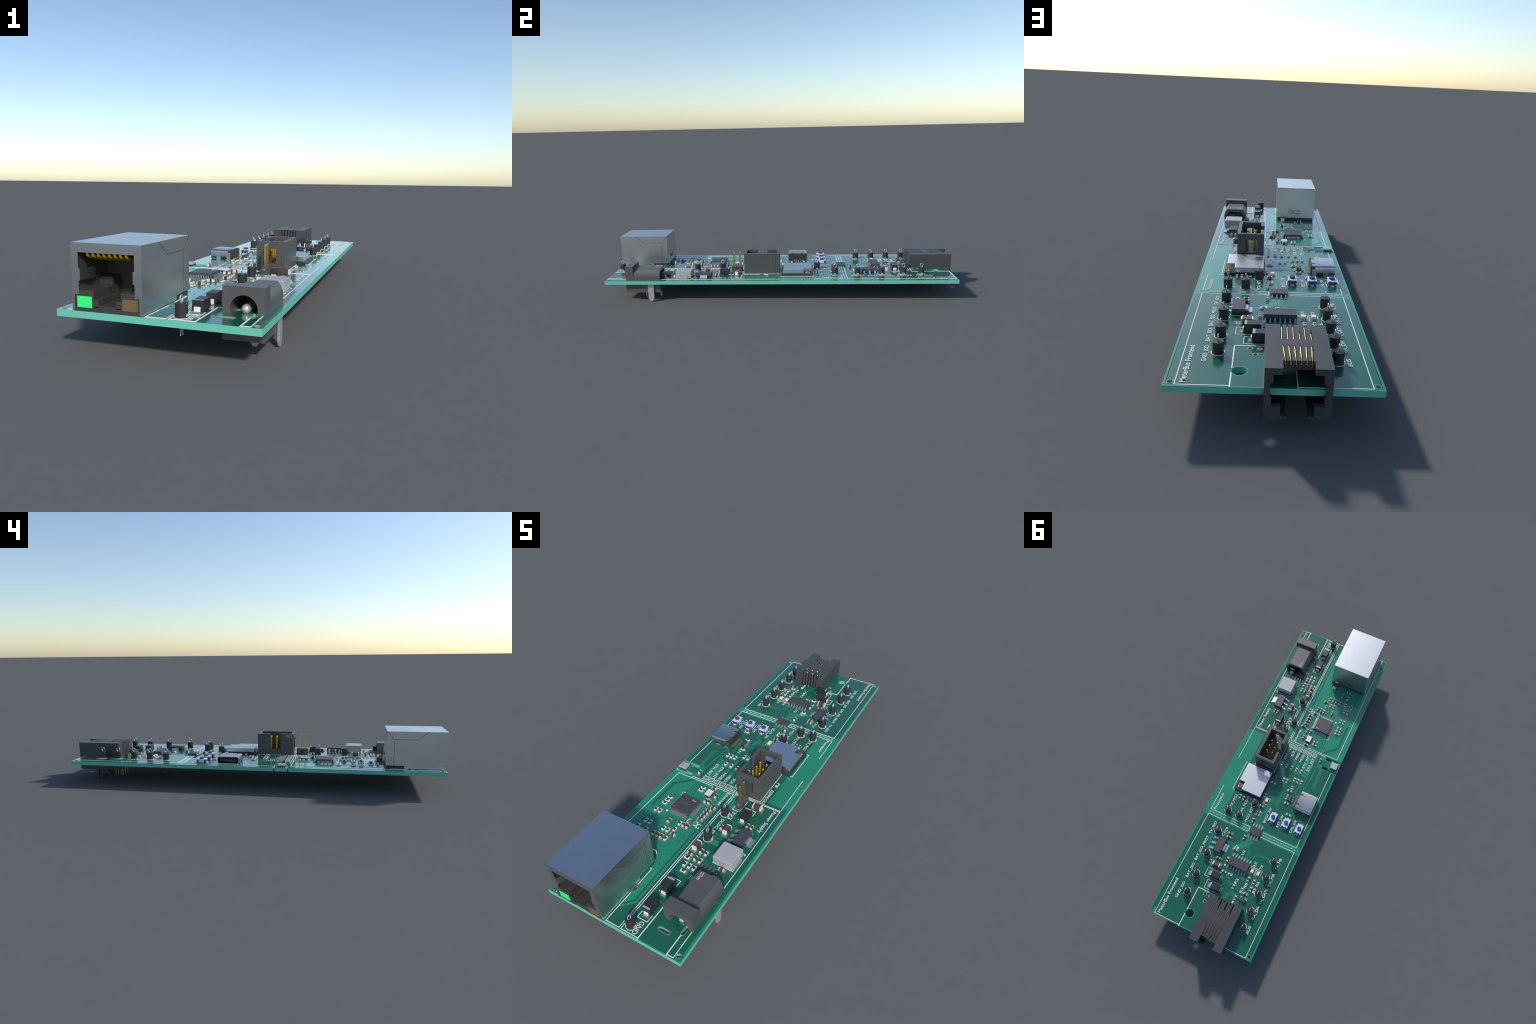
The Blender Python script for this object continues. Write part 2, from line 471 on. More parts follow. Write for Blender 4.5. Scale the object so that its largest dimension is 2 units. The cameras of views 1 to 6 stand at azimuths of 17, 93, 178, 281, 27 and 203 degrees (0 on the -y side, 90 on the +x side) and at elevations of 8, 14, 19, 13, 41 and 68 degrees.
def pad(x, y, w, d, clear=0.25):
    if clear:
        halos.prism(rect(x - w / 2 - clear, x + w / 2 + clear, y - d / 2 - clear, y + d / 2 + clear), -0.03, level("gap"))
    pads.prism(rect(x - w / 2, x + w / 2, y - d / 2, y + d / 2), -0.03, level("pad"))


def ring_pad(x, y, r0, r1):
    pads.prism(ring(x, y, r1), -0.03, level("pad"), holes=[ring(x, y, r0 + 0.01)])


for i, (x, y, r) in enumerate(round_holes):
    if i < 4:
        ring_pad(x, y, r, r + 0.12)
    elif i >= 6:
        ring_pad(x, y, r, r + 0.3)
for s_ in slots:
    big = slot(s_[0], s_[1], s_[2] + 0.4, s_[3] + 0.4, s_[4])
    pads.prism(big, -0.03, level("pad"), holes=[slot(*s_)])

# ----------------------------------------------------------------------------- printed lines
lines = Shape()


def silk(pts, w=0.2, closed=False):
    w *= 0.9
    lines.strip(pts, w, -0.02, level("print"), closed=closed)


B = 20.08
# meter bus frame, with the isolation barrier beside it
silk([(1.3, 29.2), (B, 29.2), (B, 74.5), (9.2, 74.5)])
silk([(-4.55, 29.2), (-B, 29.2), (-B, 74.5), (-4.6, 74.5)])
silk([(20.08, 15.0), (20.08, 27.05), (1.2, 27.05), (1.2, 29.05)])
silk([(-4.5, 27.05), (-B, 27.05), (-B, -10.0)])
for a, b in ((20.2, 1.5), (-4.8, -20.2)):
    x = a
    while x > b + 0.5:
        silk([(x, 28.12), (max(b, x - 1.15), 28.12)], 0.17)
        x -= 1.62
# jack outline
silk([(9.06, 74.95), (9.06, 69.7)], 0.32)
silk([(9.06, 68.0), (9.06, 58.45), (1.5, 58.45)], 0.32)
silk([(-4.65, 74.95), (-4.65, 58.45)], 0.32)
# power, network and processor frames
silk([(18.1, -74.55), (B, -74.55), (B, -16.55), (3.2, -16.55), (3.2, -74.6), (8.8, -74.6)])
silk([(18.1, -75.0), (18.1, -68.5)], 0.3)
silk([(8.9, -75.0), (8.9, -62.5), (11.4, -62.5)], 0.3)
silk([(-2.0, -74.6), (2.55, -74.6), (2.55, -16.95), (-B, -16.95), (-B, -74.45), (-18.4, -74.45)])
silk([(B, 0.8), (B, -16.1), (3.0, -16.1), (-15.0, -16.2)], 0.18)
silk([(-18.62, -74.3), (-18.62, -64.6)])
silk([(-18.62, -61.5), (-18.62, -54.8)])
silk([(-1.85, -74.4), (-1.85, -64.6)])
silk([(-1.85, -61.6), (-1.85, -55.2), (-2.6, -55.2)])
# module, header and part outlines
silk([(14.95, 0.95), (15.85, 0.95), (15.85, 14.85), (14.95, 14.85)])
silk([(12.15, 0.3), (12.15, -15.6), (2.85, -15.6), (2.85, 0.3)], 0.17, closed=True)
silk([(7.9, -23.05), (5.85, -23.05), (5.85, -21.4)])
silk([(8.5, -23.05), (8.55, -17.6)])
for x, y0, y1, end in ((6.4, -69.75, -64.0, -1), (6.4, -60.3, -54.7, 1), (11.5, -26.1, -20.3, 1)):
    e, o_ = (y0, y1) if end < 0 else (y1, y0)
    silk([(x - 1.65, o_), (x - 1.65, e), (x + 1.65, e), (x + 1.65, e - end * 2.2)], 0.17)
for x, y in ((5.35, 51.3), (3.2, 55.8)):
    silk([(x - 2.1, y - 1.75), (x + 3.85, y - 1.75), (x + 3.85, y + 1.75), (x - 2.1, y + 1.75)], 0.17)
silk([(12.2, -37.6), (12.2, -37.3), (19.15, -37.3), (19.15, -37.75)], 0.16)
silk([(12.25, -44.2), (12.25, -44.55), (19.1, -44.55), (19.1, -43.4)], 0.16)
for x, y in ((0.03, 13.6), (-7.75, 43.55), (-10.4, 43.55)):
    t = -1 if y < 20 else 1
    silk([(x - 1.12, y + 1.5 * t), (x - 1.12, y - 1.75 * t), (x + 1.12, y - 1.75 * t), (x + 1.12, y + 1.5 * t)], 0.15)
for x in (-5.85, -11.87, -17.9):
    silk([(x + 1.65, 18.0), (x + 1.65, 21.6)], 0.16)
# square frames round the test pads
for k in range(6):
    x = 1.25 - 2.3 * k
    pad(x, -14.52, 1.22, 1.22, 0)
    silk([(x - .85, -15.37), (x + .85, -15.37), (x + .85, -13.67), (x - .85, -13.67)], 0.16, closed=True)
# rounded brackets round the ferrite bead
for t in (-1, 1):
    silk([(-2.2 + t * 0.75, -35.15), (-2.2 + t * 1.55, -35.15), (-2.2 + t * 1.8, -34.9), (-2.2 + t * 1.8, -33.75), (-2.2 + t * 1.55, -33.5), (-2.2 + t * 0.75, -33.5)], 0.2)
for x, y in ((-12.42, -34.0), (3.55, 45.9)):
    lines.prism(ring(x, y, 0.38), -0.02, level("print"))
for x, y in ((15.5, -47.5), (12.95, 15.3), (-21.78, -15.35), (19.2, -37.75)):
    lines.prism(ring(x, y, 0.2, 12), -0.02, level("print"))
silk([(-10.75, 55.4), (-10.75, 54.75)], 0.3)
silk([(-4.35, 27.0), (-4.35, 29.2)], 0.15)
silk([(-6.25, 41.3), (-6.25, 45.5)], 0.15)
silk([(7.3, 43.0), (10.9, 43.0)], 0.15)
silk([(13.5, -29.2), (17.0, -29.2)], 0.15)
silk([(-7.4, 10.15), (-9.3, 10.15)], 0.15)
silk([(9.55, -52.9), (9.55, -47.3)], 0.15)
silk([(-3.2, -22.5), (-3.2, -23.0), (-4.3, -23.0)], 0.15)

TEST_POINTS = [(12.55, 61.68), (12.65, 53.93), (12.72, 44.65), (12.86, 34.2), (13.15, 24.38), (8.0, 24.4), (4.22, 16.9),
               (-13.95, 36.28), (-13.92, 43.5), (-13.92, 50.64), (-13.95, 57.8), (-13.98, 64.68), (5.0, -72.5), (5.87, -37.4), (4.92, -25.98)]
for x, y in TEST_POINTS:
    silk(ring(x, y, 1.52, 32), 0.16, closed=True)


# ----------------------------------------------------------------------------- lettering
def letters(body, mat, height, length=None, thick=0.02, weight=0.004):
    """Mesh of the built-in font: cap height and total length in millimetres, centred."""
    cu = bpy.data.curves.new("lettering", 'FONT')
    cu.body = body
    cu.size = 1.0
    cu.offset = weight
    cu.extrude = 0.5
    cu.resolution_u = 3
    ob = bpy.data.objects.new("lettering_source", cu)
    bpy.context.scene.collection.objects.link(ob)
    bpy.context.view_layer.update()
    dg = bpy.context.evaluated_depsgraph_get()
    me = bpy.data.meshes.new_from_object(ob.evaluated_get(dg))
    bpy.data.objects.remove(ob)
    bpy.data.curves.remove(cu)
    xs = [v.co.x for v in me.vertices]
    x0, x1 = min(xs), max(xs)
    cap = 0.729
    ky = height / cap
    kx = (length / (x1 - x0)) if length else ky
    for v in me.vertices:
        v.co = Vector(((v.co.x - (x0 + x1) / 2) * kx * S, (v.co.y - cap / 2) * ky * S, v.co.z * thick * S))
    me.materials.clear()
    me.materials.append(M[mat])
    for p in me.polygons:
        p.material_index = 0
    me.update()
    return me


# text, centre x, first and last y; the print reads towards -y
LABELS = [("MeterBus Frontend", 18.65, 73.8, 58.9, 1.3), ("GND_ISO", 15.35, 65.8, 58.9, 1.1), ("BAT_ISO", 15.5, 56.9, 50.6, 1.1),
          ("BAT_ISO_PROT", 15.6, 49.2, 38.1, 1.1), ("5V_ISO", 15.5, 36.8, 31.2, 1.1), ("C3", 10.15, 35.5, 33.6, 1.1), ("C4", 9.9, 33.3, 31.4, 1.1),
          ("C1", 9.7, 48.0, 46.2, 1.1), ("U2", -1.0, 39.2, 37.1, 1.1), ("R2", -3.65, 50.9, 48.7, 1.1), ("R8", -7.8, 50.9, 48.8, 1.1),
          ("R6", -11.92, 48.3, 46.2, 1.1), ("R5", -11.85, 51.3, 49.2, 1.1), ("R3", -7.2, 53.3, 51.2, 1.1), ("RX", -7.65, 41.4, 39.3, 1.1),
          ("TX", -10.42, 41.4, 39.5, 1.1), ("TX_MB", -16.25, 38.9, 33.8, 1.1), ("RX_MB", -16.25, 46.2, 40.8, 1.1), ("TX_GATE", -16.28, 54.1, 47.4, 1.1),
          ("RX_DIV", -16.2, 60.5, 54.6, 1.1), ("BUS", -16.45, 66.3, 63.2, 1.1), ("Processor", 18.6, 26.4, 18.3, 1.2), ("TX_MCU", 13.0, 22.7, 16.7, 1.1),
          ("RX_MCU", 7.9, 22.7, 16.7, 1.1), ("MCU_RST", 4.2, 25.8, 18.8, 1.1), ("BOOT_SW", -3.1, 23.0, 15.7, 1.1), ("RST_SW", -9.0, 22.4, 16.5, 1.1),
          ("CFG_SW", -15.0, 22.3, 16.2, 1.1), ("J1", -7.3, 4.5, 2.8, 1.1), ("Ethernet", 0.9, -17.3, -23.9, 1.2), ("Power Supply", 18.6, -17.3, -27.8, 1.3),
          ("ETH_CS", 1.25, -7.5, -13.0, 1.15), ("SCK", -1.05, -10.1, -13.0, 1.15), ("MISO", -3.38, -9.3, -13.0, 1.15), ("MOSI", -5.65, -9.1, -12.9, 1.15),
          ("ETH_INT", -7.93, -7.0, -13.2, 1.15), ("ETH_RST", -10.4, -6.5, -13.0, 1.15), ("3V3", 7.26, -23.7, -27.4, 1.5), ("DCDC_FP", 5.75, -28.4, -35.4, 1.1),
          ("GND", 7.15, -70.3, -74.3, 1.5), ("ESPPROG", 13.25, -8.7, -15.8, 1.1), ("L2", 0.45, -34.0, -36.0, 1.2), ("U9", -12.4, -24.2, -26.2, 1.1)]
for text, x, ya, yb, h in LABELS:
    place("lettering", letters(text, "silk", h, abs(ya - yb)), at=(x, (ya + yb) / 2, level("print") + 0.01), rot=-PI / 2)
for text, x, y in (("R7", 2.55, 37.2), ("R4", -0.1, 48.45), ("1", -6.1, 58.0)):
    place("lettering", letters(text, "silk", 1.1, 0.6 if text == "1" else 1.9), at=(x, y, level("print") + 0.01))


def cloud(mat, width):
    """Small cloud mark drawn as an outline, with two short lines of text beside it."""
    s = Shape()
    k = width / 2.6
    arc = []
    for cx, cy, r, a0, a1 in ((-.75, -.1, .5, 270, 110), (-.05, .35, .62, 165, 20), (.72, -.05, .55, 85, -90)):
        for i in range(9):
            t = math.radians(a0 + (a1 - a0) * i / 8)
            arc.append(((cx + r * math.cos(t)) * k, (cy + r * math.sin(t)) * k, 0))
    s.tube(arc + [(-.1 * k, -.6 * k, 0)], 0.10 * k, seg=6)
    s.tube([(.3 * k * math.cos(t * .5) - .1 * k, .3 * k * math.sin(t * .5) - .25 * k, 0) for t in range(0, 11)], 0.08 * k, seg=6)
    return s.build("cloud_mark", [mat])


def stamp(parent, mat, width, at, rotation, text=True):
    o = place("cloud_mark", cloud(mat, width), parent, at)
    o.rotation_euler = rotation
    out = [o]
    if text:
        R = Matrix.Identity(3)
        from mathutils import Euler
        R = Euler(rotation).to_matrix()
        for body, dy in (("LCEDA", .22), ("EasyEDA", -.28)):
            d = R @ Vector((width * 1.25, dy * width, 0))
            t = place("lettering", letters(body, mat, width * .26, width * (1.0 if len(body) < 6 else 1.3), 0.02, 0.01), parent,
                      (at[0] + d.x, at[1] + d.y, at[2] + d.z))
            t.rotation_euler = rotation
    return out


# ----------------------------------------------------------------------------- chip resistors and capacitors
def chip_mesh(kind, L, Wd, H, cap):
    s = Shape()
    if kind == "R":
        s.box(-L / 2 + cap * .5, L / 2 - cap * .5, -Wd / 2 + .02, Wd / 2 - .02, 0.05, H - .03, 0)
        s.box(-L / 2 + cap, L / 2 - cap, -Wd / 2 + .04, Wd / 2 - .04, H - .06, H + .005, 1)
    else:
        s.box(-L / 2 + cap * .5, L / 2 - cap * .5, -Wd / 2 + .02, Wd / 2 - .02, 0.06, H - .02, 0)
    for t in (-1, 1):
        x0, x1 = sorted((t * (L / 2 - cap), t * L / 2))
        s.box(x0, x1, -Wd / 2, Wd / 2, 0.07, H, 2)
    mats = {"R": ["ceramic", "black", "tin"], "C": ["cap", "cap", "tin"], "L": ["ferrite", "ferrite", "lead"]}[kind]
    return s.build("chip", mats, bevel=0.05)


CH = {"R": chip_mesh("R", 1.6, .82, .5, .32), "C": chip_mesh("C", 1.6, .82, .85, .35), "L": chip_mesh("L", 1.6, .8, .55, .35)}
CH_NAME = {"R": "resistor", "C": "capacitor", "L": "ferrite_bead"}
# small parts: kind, lie (v along y, h along x), x, y -- grouped by neighbourhood
POWER_PARTS = [("R", "h", 6.6, -51.5), ("R", "v", 8.87, -49.2), ("R", "v", 7.23, -49.2), ("R", "v", 5.6, -49.2), ("R", "v", 8.87, -46.05),
               ("C", "v", 7.22, -46.05), ("R", "h", 4.75, -46.95), ("C", "h", 4.72, -45.5), ("R", "v", 8.9, -42.95), ("C", "v", 7.2, -42.95),
               ("C", "v", 15.64, -27.3), ("C", "v", 14.15, -27.3), ("C", "v", 7.35, -31.8), ("C", "h", 16.1, -45.75)]
NETWORK_PARTS = [("C", "h", -12.0, -50.65), ("C", "v", -9.96, -47.95), ("R", "v", -12.75, -47.95), ("R", "v", -13.0, -44.05), ("R", "v", -16.14, -44.05),
                 ("R", "v", -13.78, -40.95), ("R", "v", -15.37, -40.95), ("R", "v", -5.34, -44.1), ("C", "v", -6.9, -44.1), ("C", "v", -8.42, -44.1),
                 ("R", "v", -9.95, -44.1), ("C", "h", -4.33, -41.85), ("R", "v", -5.2, -39.65), ("R", "v", -6.86, -40.95), ("R", "v", -8.4, -40.95),
                 ("C", "v", -2.28, -36.8), ("C", "v", -3.76, -36.8), ("R", "v", -5.22, -36.75), ("C", "v", -8.9, -37.55), ("L", "h", -2.2, -34.33),
                 ("C", "h", -0.62, -32.25), ("C", "h", -0.6, -30.75), ("C", "h", -0.6, -29.2), ("C", "h", -0.5, -27.55), ("C", "h", 0.18, -26.0),
                 ("C", "v", -2.23, -24.4), ("C", "v", -3.77, -24.4), ("C", "v", -1.9, -20.85), ("C", "h", -4.55, -17.9), ("R", "h", -8.05, -20.9),
                 ("R", "h", -8.05, -19.4), ("R", "v", -14.14, -35.4), ("R", "v", -15.7, -35.4), ("R", "h", -15.07, -31.8), ("R", "h", -15.06, -30.3),
                 ("R", "h", -15.07, -28.78)]
PROCESSOR_PARTS = [("C", "v", -13.45, -13.45), ("R", "v", 1.32, -4.82), ("R", "v", -1.01, -4.82), ("R", "v", -3.35, -4.82), ("R", "v", -5.67, -4.85),
                   ("R", "v", -7.98, -4.85), ("R", "v", -2.55, 1.8), ("R", "v", -4.13, 1.8), ("R", "v", -6.9, -0.25), ("R", "v", -8.46, -0.25),
                   ("R", "v", -10.04, -0.25), ("R", "h", 0.86, 4.96), ("R", "h", -7.1, 5.38), ("R", "h", -8.22, 11.1), ("R", "v", 1.79, 11.85),
                   ("R", "h", -11.12, 15.44), ("C", "h", 0.95, 16.8), ("R", "h", 0.82, 19.6), ("R", "h", 0.84, 21.05), ("C", "v", 1.52, 24.1),
                   ("C", "v", 11.0, 16.88), ("C", "v", 9.5, 16.88), ("R", "h", 7.28, 15.75), ("R", "v", 13.43, -5.66)]
METER_PARTS = [("C", "v", 1.53, 32.3), ("C", "h", 7.42, 33.2), ("C", "h", 7.36, 34.8), ("R", "h", 2.54, 38.43), ("C", "h", 7.2, 44.5), ("C", "v", 3.47, 43.5),
               ("R", "h", 2.54, 48.46), ("R", "v", -7.8, 47.16), ("R", "v", -10.32, 47.25), ("R", "v", -10.36, 50.3), ("R", "v", -3.63, 52.36),
               ("R", "h", -9.28, 52.86), ("R", "v", -6.28, 55.98)]
for group in (POWER_PARTS, NETWORK_PARTS, PROCESSOR_PARTS, METER_PARTS):
    for k, lie, x, y in group:
        place(CH_NAME[k], CH[k], at=(x, y, 0.05), rot=PI / 2 if lie == "v" else 0)
        halo = 0.22 if group is not NETWORK_PARTS else 0
        for t in (-1, 1):
            if lie == "v":
                pad(x, y + t * 0.83, 0.92, 0.78, halo)
            else:
                pad(x + t * 0.83, y, 0.78, 0.92, halo)

BIG = chip_mesh("C", 3.2, 1.6, 1.6, .5)
for lie, x, y in (("v", 9.44, -32.1), ("v", 4.84, -41.95), ("v", -4.75, -51.6), ("h", 12.9, -18.7), ("h", 6.65, 47.2)):
    place("capacitor", BIG, at=(x, y, 0.06), rot=PI / 2 if lie == "v" else 0)
    for t in (-1, 1):
        if lie == "v":
            pad(x, y + t * 1.5, 1.75, 1.1)
        else:
            pad(x + t * 1.5, y, 1.1, 1.75)

# ----------------------------------------------------------------------------- test points
s = Shape()
s.cylinder(0, 0, 1.3, 0.02, 2.95, 0, seg=32)
s.box(-.22, .22, -.85, .85, 2.9, 2.97, 2)
TP = s.build("test_point", ["pointblack", "silk", "seam"], bevel=0.06, smooth=35)
s = Shape()
loop = [(0, 0.62 * math.sin(t), 3.88 - 0.63 * math.cos(t)) for t in [math.radians(35 + 290 * i / 20) for i in range(21)]]
s.tube([(0, .22, 2.7)] + loop + [(0, -.22, 2.7)], 0.14, seg=8)
for t in (-1, 1):
    s.tube([(0, .25 * t, 0.0), (0, .3 * t, -2.2), (0.1 * t, .36 * t, -3.7)], 0.14, seg=6)
TPL = s.build("wire_loop", ["wire"], smooth=40)
s = Shape()
for dy in (-.28, .22):
    s.tube([(1.3, dy + .2 * math.cos(t), .55 + .2 * math.sin(t)) for t in [2 * PI * i / 10 for i in range(10)]], 0.045, seg=5, closed=True)
s.box(1.27, 1.33, -.6, .6, .33, .40)
TPM = s.build("printed_mark", ["silk"])
for x, y in TEST_POINTS:
    tp = place("test_point", TP, at=(x, y, 0))
    place("wire_loop", TPL, tp)
    place("printed_mark", TPM, tp)


# ----------------------------------------------------------------------------- integrated circuits
def gull(s, x, y, out, w, reach, body, ztop=0.75, mat=0, th=0.16):
    """Bent lead: leaves the body at `body`, foot ends at `reach`; out is 'x+','x-','y+','y-'."""
    sgn = 1 if out[1] == '+' else -1
    a = [(body - .1, ztop), (body + (reach - body) * .38, ztop), (body + (reach - body) * .55, .12), (reach, .10)]
    top = [(d, z + th) for d, z in a]
    low = [(d, z) for d, z in a]
    prof = low + top[::-1]
    vs, n = [], len(prof)
    for off in (-w / 2, w / 2):
        for d, z in prof:
            vs.append((x + sgn * d, y + off, z) if out[0] == 'x' else (x + off, y + sgn * d, z))
    fs = [(i, (i + 1) % n, n + (i + 1) % n, n + i) for i in range(n)]
    m = len(a)
    for k in (0, n):
        for i in range(m - 1):
            fs.append((k + i, k + i + 1, k + n - 2 - i, k + n - 1 - i))
    s.add(vs, fs, mat)


def package(name, cx, cy, w, d, h, leads, body_mat="chip", chamfer=0.35, dot=None):
    """leads: list of (side, offset, lead width, reach from centre, pad length)."""
    s = Shape()
    zm = h * 0.5
    s.cbox(0, 0, w, d, 0.12, zm, 0)
    s.v[-8:] = [(p[0] * (1 - 0.2 / w) if p[2] < .2 else p[0], p[1] * (1 - .2 / d) if p[2] < .2 else p[1], p[2]) for p in s.v[-8:]]
    s.cbox(0, 0, w, d, zm, h, 0, top=(chamfer * .35, chamfer * .35))
    o = place(name, s.build(name, [body_mat], bevel=0.05), at=(cx, cy, 0.04))
    l = Shape()
    for side, off, lw, reach, plen in leads:
        if side[0] == 'x':
            gull(l, 0, off, side, lw, reach, w / 2, zm - .05)
        else:
            gull(l, off, 0, side, lw, reach, d / 2, zm - .05)
        sg = 1 if side[1] == '+' else -1
        c = reach - plen / 2 + 0.22
        if side[0] == 'x':
            pad(cx + sg * c, cy + off, plen, lw + .22, 0 if lw < .3 else .2)
        else:
            pad(cx + off, cy + sg * c, lw + .22, plen, 0 if lw < .3 else .2)
    place("lead", l.build("lead", ["lead"]), o, kind="stuff" if len(leads) > 10 else None)
    if dot:
        k = Shape()
        k.cylinder(dot[0], dot[1], dot[2], h - .02, h + .012, seg=16)
        place("index_dot", k.build("index_dot", ["markgrey"]), o)
    return o, h


def on_top(parent, h, text, height, length, at=(0, 0), rot=0.0, mat="markgrey"):
    place("lettering", letters(text, mat, height, length, 0.01, 0.0), parent, (at[0], at[1], h + .006), rot)


quad = []
for side in ("x+", "x-", "y+", "y-"):
    for i in range(12):
        quad.append((side, -2.75 + .5 * i, 0.22, 4.5, 1.3))
o, h = package("integrated_circuit", -8.1, -29.6, 7.0, 7.0, 1.5, quad, dot=(-2.65, -2.6, .3))
on_top(o, h, "LQFP48-7x7", .5, 3.6)
stamp(o, "lens", 0.8, (1.5, 2.35, h + .02), (0, 0, 0), False)
on_top(o, h, "EDA", .35, .8, (2.35, 2.3), 0, "lens")

soic8 = [(sd, -1.905 + 1.27 * i, 0.42, 2.75, 1.2) for sd in ("y+", "y-") for i in range(4)]
soic14 = [(sd, -3.81 + 1.27 * i, 0.42, 3.1, 1.5) for sd in ("y+", "y-") for i in range(7)]
package("integrated_circuit", -1.68, 28.05, 4.95, 3.7, 0.92, soic8)
o, h = package("integrated_circuit", -1.68, 43.35, 8.65, 3.9, 1.72, soic14, dot=(3.7, 1.35, .25))
on_top(o, h, "SOIC14", .6, 2.6, (0, 0), PI)
package("integrated_circuit", 12.2, -49.9, 4.95, 3.7, 0.92, soic8)

for cx, cy, t, nm in ((15.3, -32.7, 1, "voltage_regulator"), (9.15, 39.6, -1, "voltage_regulator")):
    tab, pins = ("x+", "x-") if t > 0 else ("x-", "x+")
    o, h = package(nm, cx, cy, 3.5, 6.5, 1.75, [(pins, -2.3, .75, 3.6, 1.4), (pins, 0, .75, 3.6, 1.4), (pins, 2.3, .75, 3.6, 1.4), (tab, 0, 3.1, 3.6, 1.6)])
    on_top(o, h, "SOT-223", .45, 2.0, (0, 0), -PI / 2)
package("integrated_circuit", -8.45, 8.45, 1.65, 2.9, 1.2, [(sd, -.95 + .95 * i, .38, 1.45, .6) for sd in ("x+", "x-") for i in range(3)], dot=(-.3, 1.0, .14))
package("transistor", -9.3, 55.7, 2.9, 1.35, 1.05, [("y-", -.95, .42, 1.25, .7), ("y-", .95, .42, 1.25, .7), ("y+", 0, .42, 1.25, .7)])

# block diodes: band and tinned foot at both ends
s = Shape()
s.box(-2.15, 2.15, -1.27, 1.27, 0.2, 1.25, 0)
s.box(-2.15, 2.15, -1.27, 1.27, 1.25, 2.5, 0, top=(.1, .1))
s.box(1.35, 1.98, -1.2, 1.2, 2.4, 2.525, 1)
DI = s.build("diode", ["diode", "sensor"], bevel=0.05)
s = Shape()
for t in (-1, 1):
    x0, x1 = sorted((t * 2.05, t * 2.42))
    s.box(x0, x1, -.72, .72, .07, 1.15, 0)
DIL = s.build("terminal", ["tin"], bevel=0.08)
for x, y, rot in ((6.42, -65.85, -PI / 2), (6.4, -58.3, PI / 2), (11.5, -24.15, PI / 2), (5.15, 51.35, 0), (3.05, 55.8, 0), (17.1, -51.9, PI / 2)):
    o = place("diode", DI, at=(x, y, 0.05), rot=rot)
    place("terminal", DIL, o)
    for t in (-1, 1):
        dx, dy = math.cos(rot) * 2.2 * t, math.sin(rot) * 2.2 * t
        a, b = (1.5, 1.7) if rot == 0 else (1.7, 1.5)
        pad(x + dx, y + dy, a, b)

# power inductor: moulded block with clip terminals on both sides
s = Shape()
s.box(-3.3, 3.3, -3.3, 3.3, 0.1, 3.12, 0)
o = place("inductor", s.build("inductor", ["inductor"], bevel=0.18, segments=2), at=(15.67, -41.3, 0.03))
s = Shape()
for t in (-1, 1):
    x0, x1 = sorted((t * 3.2, t * 3.48))
    s.prism([(-1.75, .08), (1.75, .08), (1.75, 1.55), (1.45, 1.7), (1.1, 1.7), (1.1, 1.35), (-1.1, 1.35), (-1.1, 1.7), (-1.45, 1.7), (-1.75, 1.55)], x0, x1, 0, 'x')
    pad(15.67 + t * 3.0, -41.3, 1.5, 3.7)
place("terminal", s.build("terminal", ["nickel"]), o)
stamp(o, "markgrey", .8, (-.6, -3.31, 1.6), (PI / 2, 0, 0))

# quartz crystal
s = Shape()
s.box(-1.25, 1.25, -1.6, 1.6, 0.08, 0.55, 0)
s.box(-1.12, 1.12, -1.47, 1.47, 0.55, 0.85, 1)
for a in (-1, 1):
    for b in (-1, 1):
        s.cbox(a * 1.12, b * 1.4, .3, .45, .06, .5, 2)
        pad(-4.65 + a * .95, -20.9 + b * 1.25, 1.0, 1.1, 0)
o = place("quartz_crystal", s.build("quartz_crystal", ["diode", "quartz", "gold"], bevel=0.05), at=(-4.65, -20.9, 0.04))
on_top(o, .85, "12", .5, .7, (0, 0), PI / 2)

# light-emitting diodes
s = Shape()
s.box(-.62, .62, -1.0, 1.0, 0.06, .32, 0)
s.box(-.62, .62, -.72, .72, .32, .88, 1, top=(.04, .06))
for t in (-1, 1):
    y0, y1 = sorted((t * .72, t * 1.02))
    s.box(-.64, .64, y0, y1, .05, .42, 2)
LED = s.build("light_emitting_diode", ["brass", "lens", "brass"], bevel=0.04)
for x, y in ((0.03, 13.6), (-7.75, 43.55), (-10.4, 43.55)):
    place("light_emitting_diode", LED, at=(x, y, 0.05))
    for t in (-1, 1):
        pad(x, y + t * 1.0, 1.3, .95, .15)

# push-button switches
plate = [(-1.32, -2.0), (-.95, -2.0), (-.85, -1.8), (-.55, -1.8), (-.45, -2.0), (.45, -2.0), (.55, -1.8), (.85, -1.8), (.95, -2.0), (1.32, -2.0),
         (1.32, 2.0), (.95, 2.0), (.85, 1.8), (.55, 1.8), (.45, 2.0), (-.45, 2.0), (-.55, 1.8), (-.85, 1.8), (-.95, 2.0), (-1.32, 2.0)]
s = Shape()
s.box(-1.25, 1.25, -1.95, 1.95, 0.1, 1.45, 0)
SW = s.build("push_button_switch", ["plastic"], bevel=0.05)
s = Shape()
s.prism(plate, 1.45, 1.68, 0)
for t in (-1, 1):
    x0, x1 = sorted((t * 1.22, t * 1.33))
    s.box(x0, x1, -1.1, 1.1, .35, 1.47, 0)
    s.cbox(0, t * 2.1, 1.1, .35, .08, .45, 0)
    for u in (-1, 1):
        s.cbox(u * 1.12, t * 1.93, .35, .14, .35, .75, 0)
SWP = s.build("switch_plate", ["plate"], bevel=0.03)
s = Shape()
s.cylinder(0, 0, .86, 1.6, 2.3, 0, seg=28)
SWB = s.build("switch_button", ["button"], bevel=0.06, smooth=35)
for x in (-5.85, -11.87, -17.9):
    o = place("push_button_switch", SW, at=(x, 19.45, 0.03))
    place("switch_plate", SWP, o)
    place("switch_button", SWB, o)
    for t in (-1, 1):
        pad(x, 19.45 + t * 2.2, 1.5, .9)

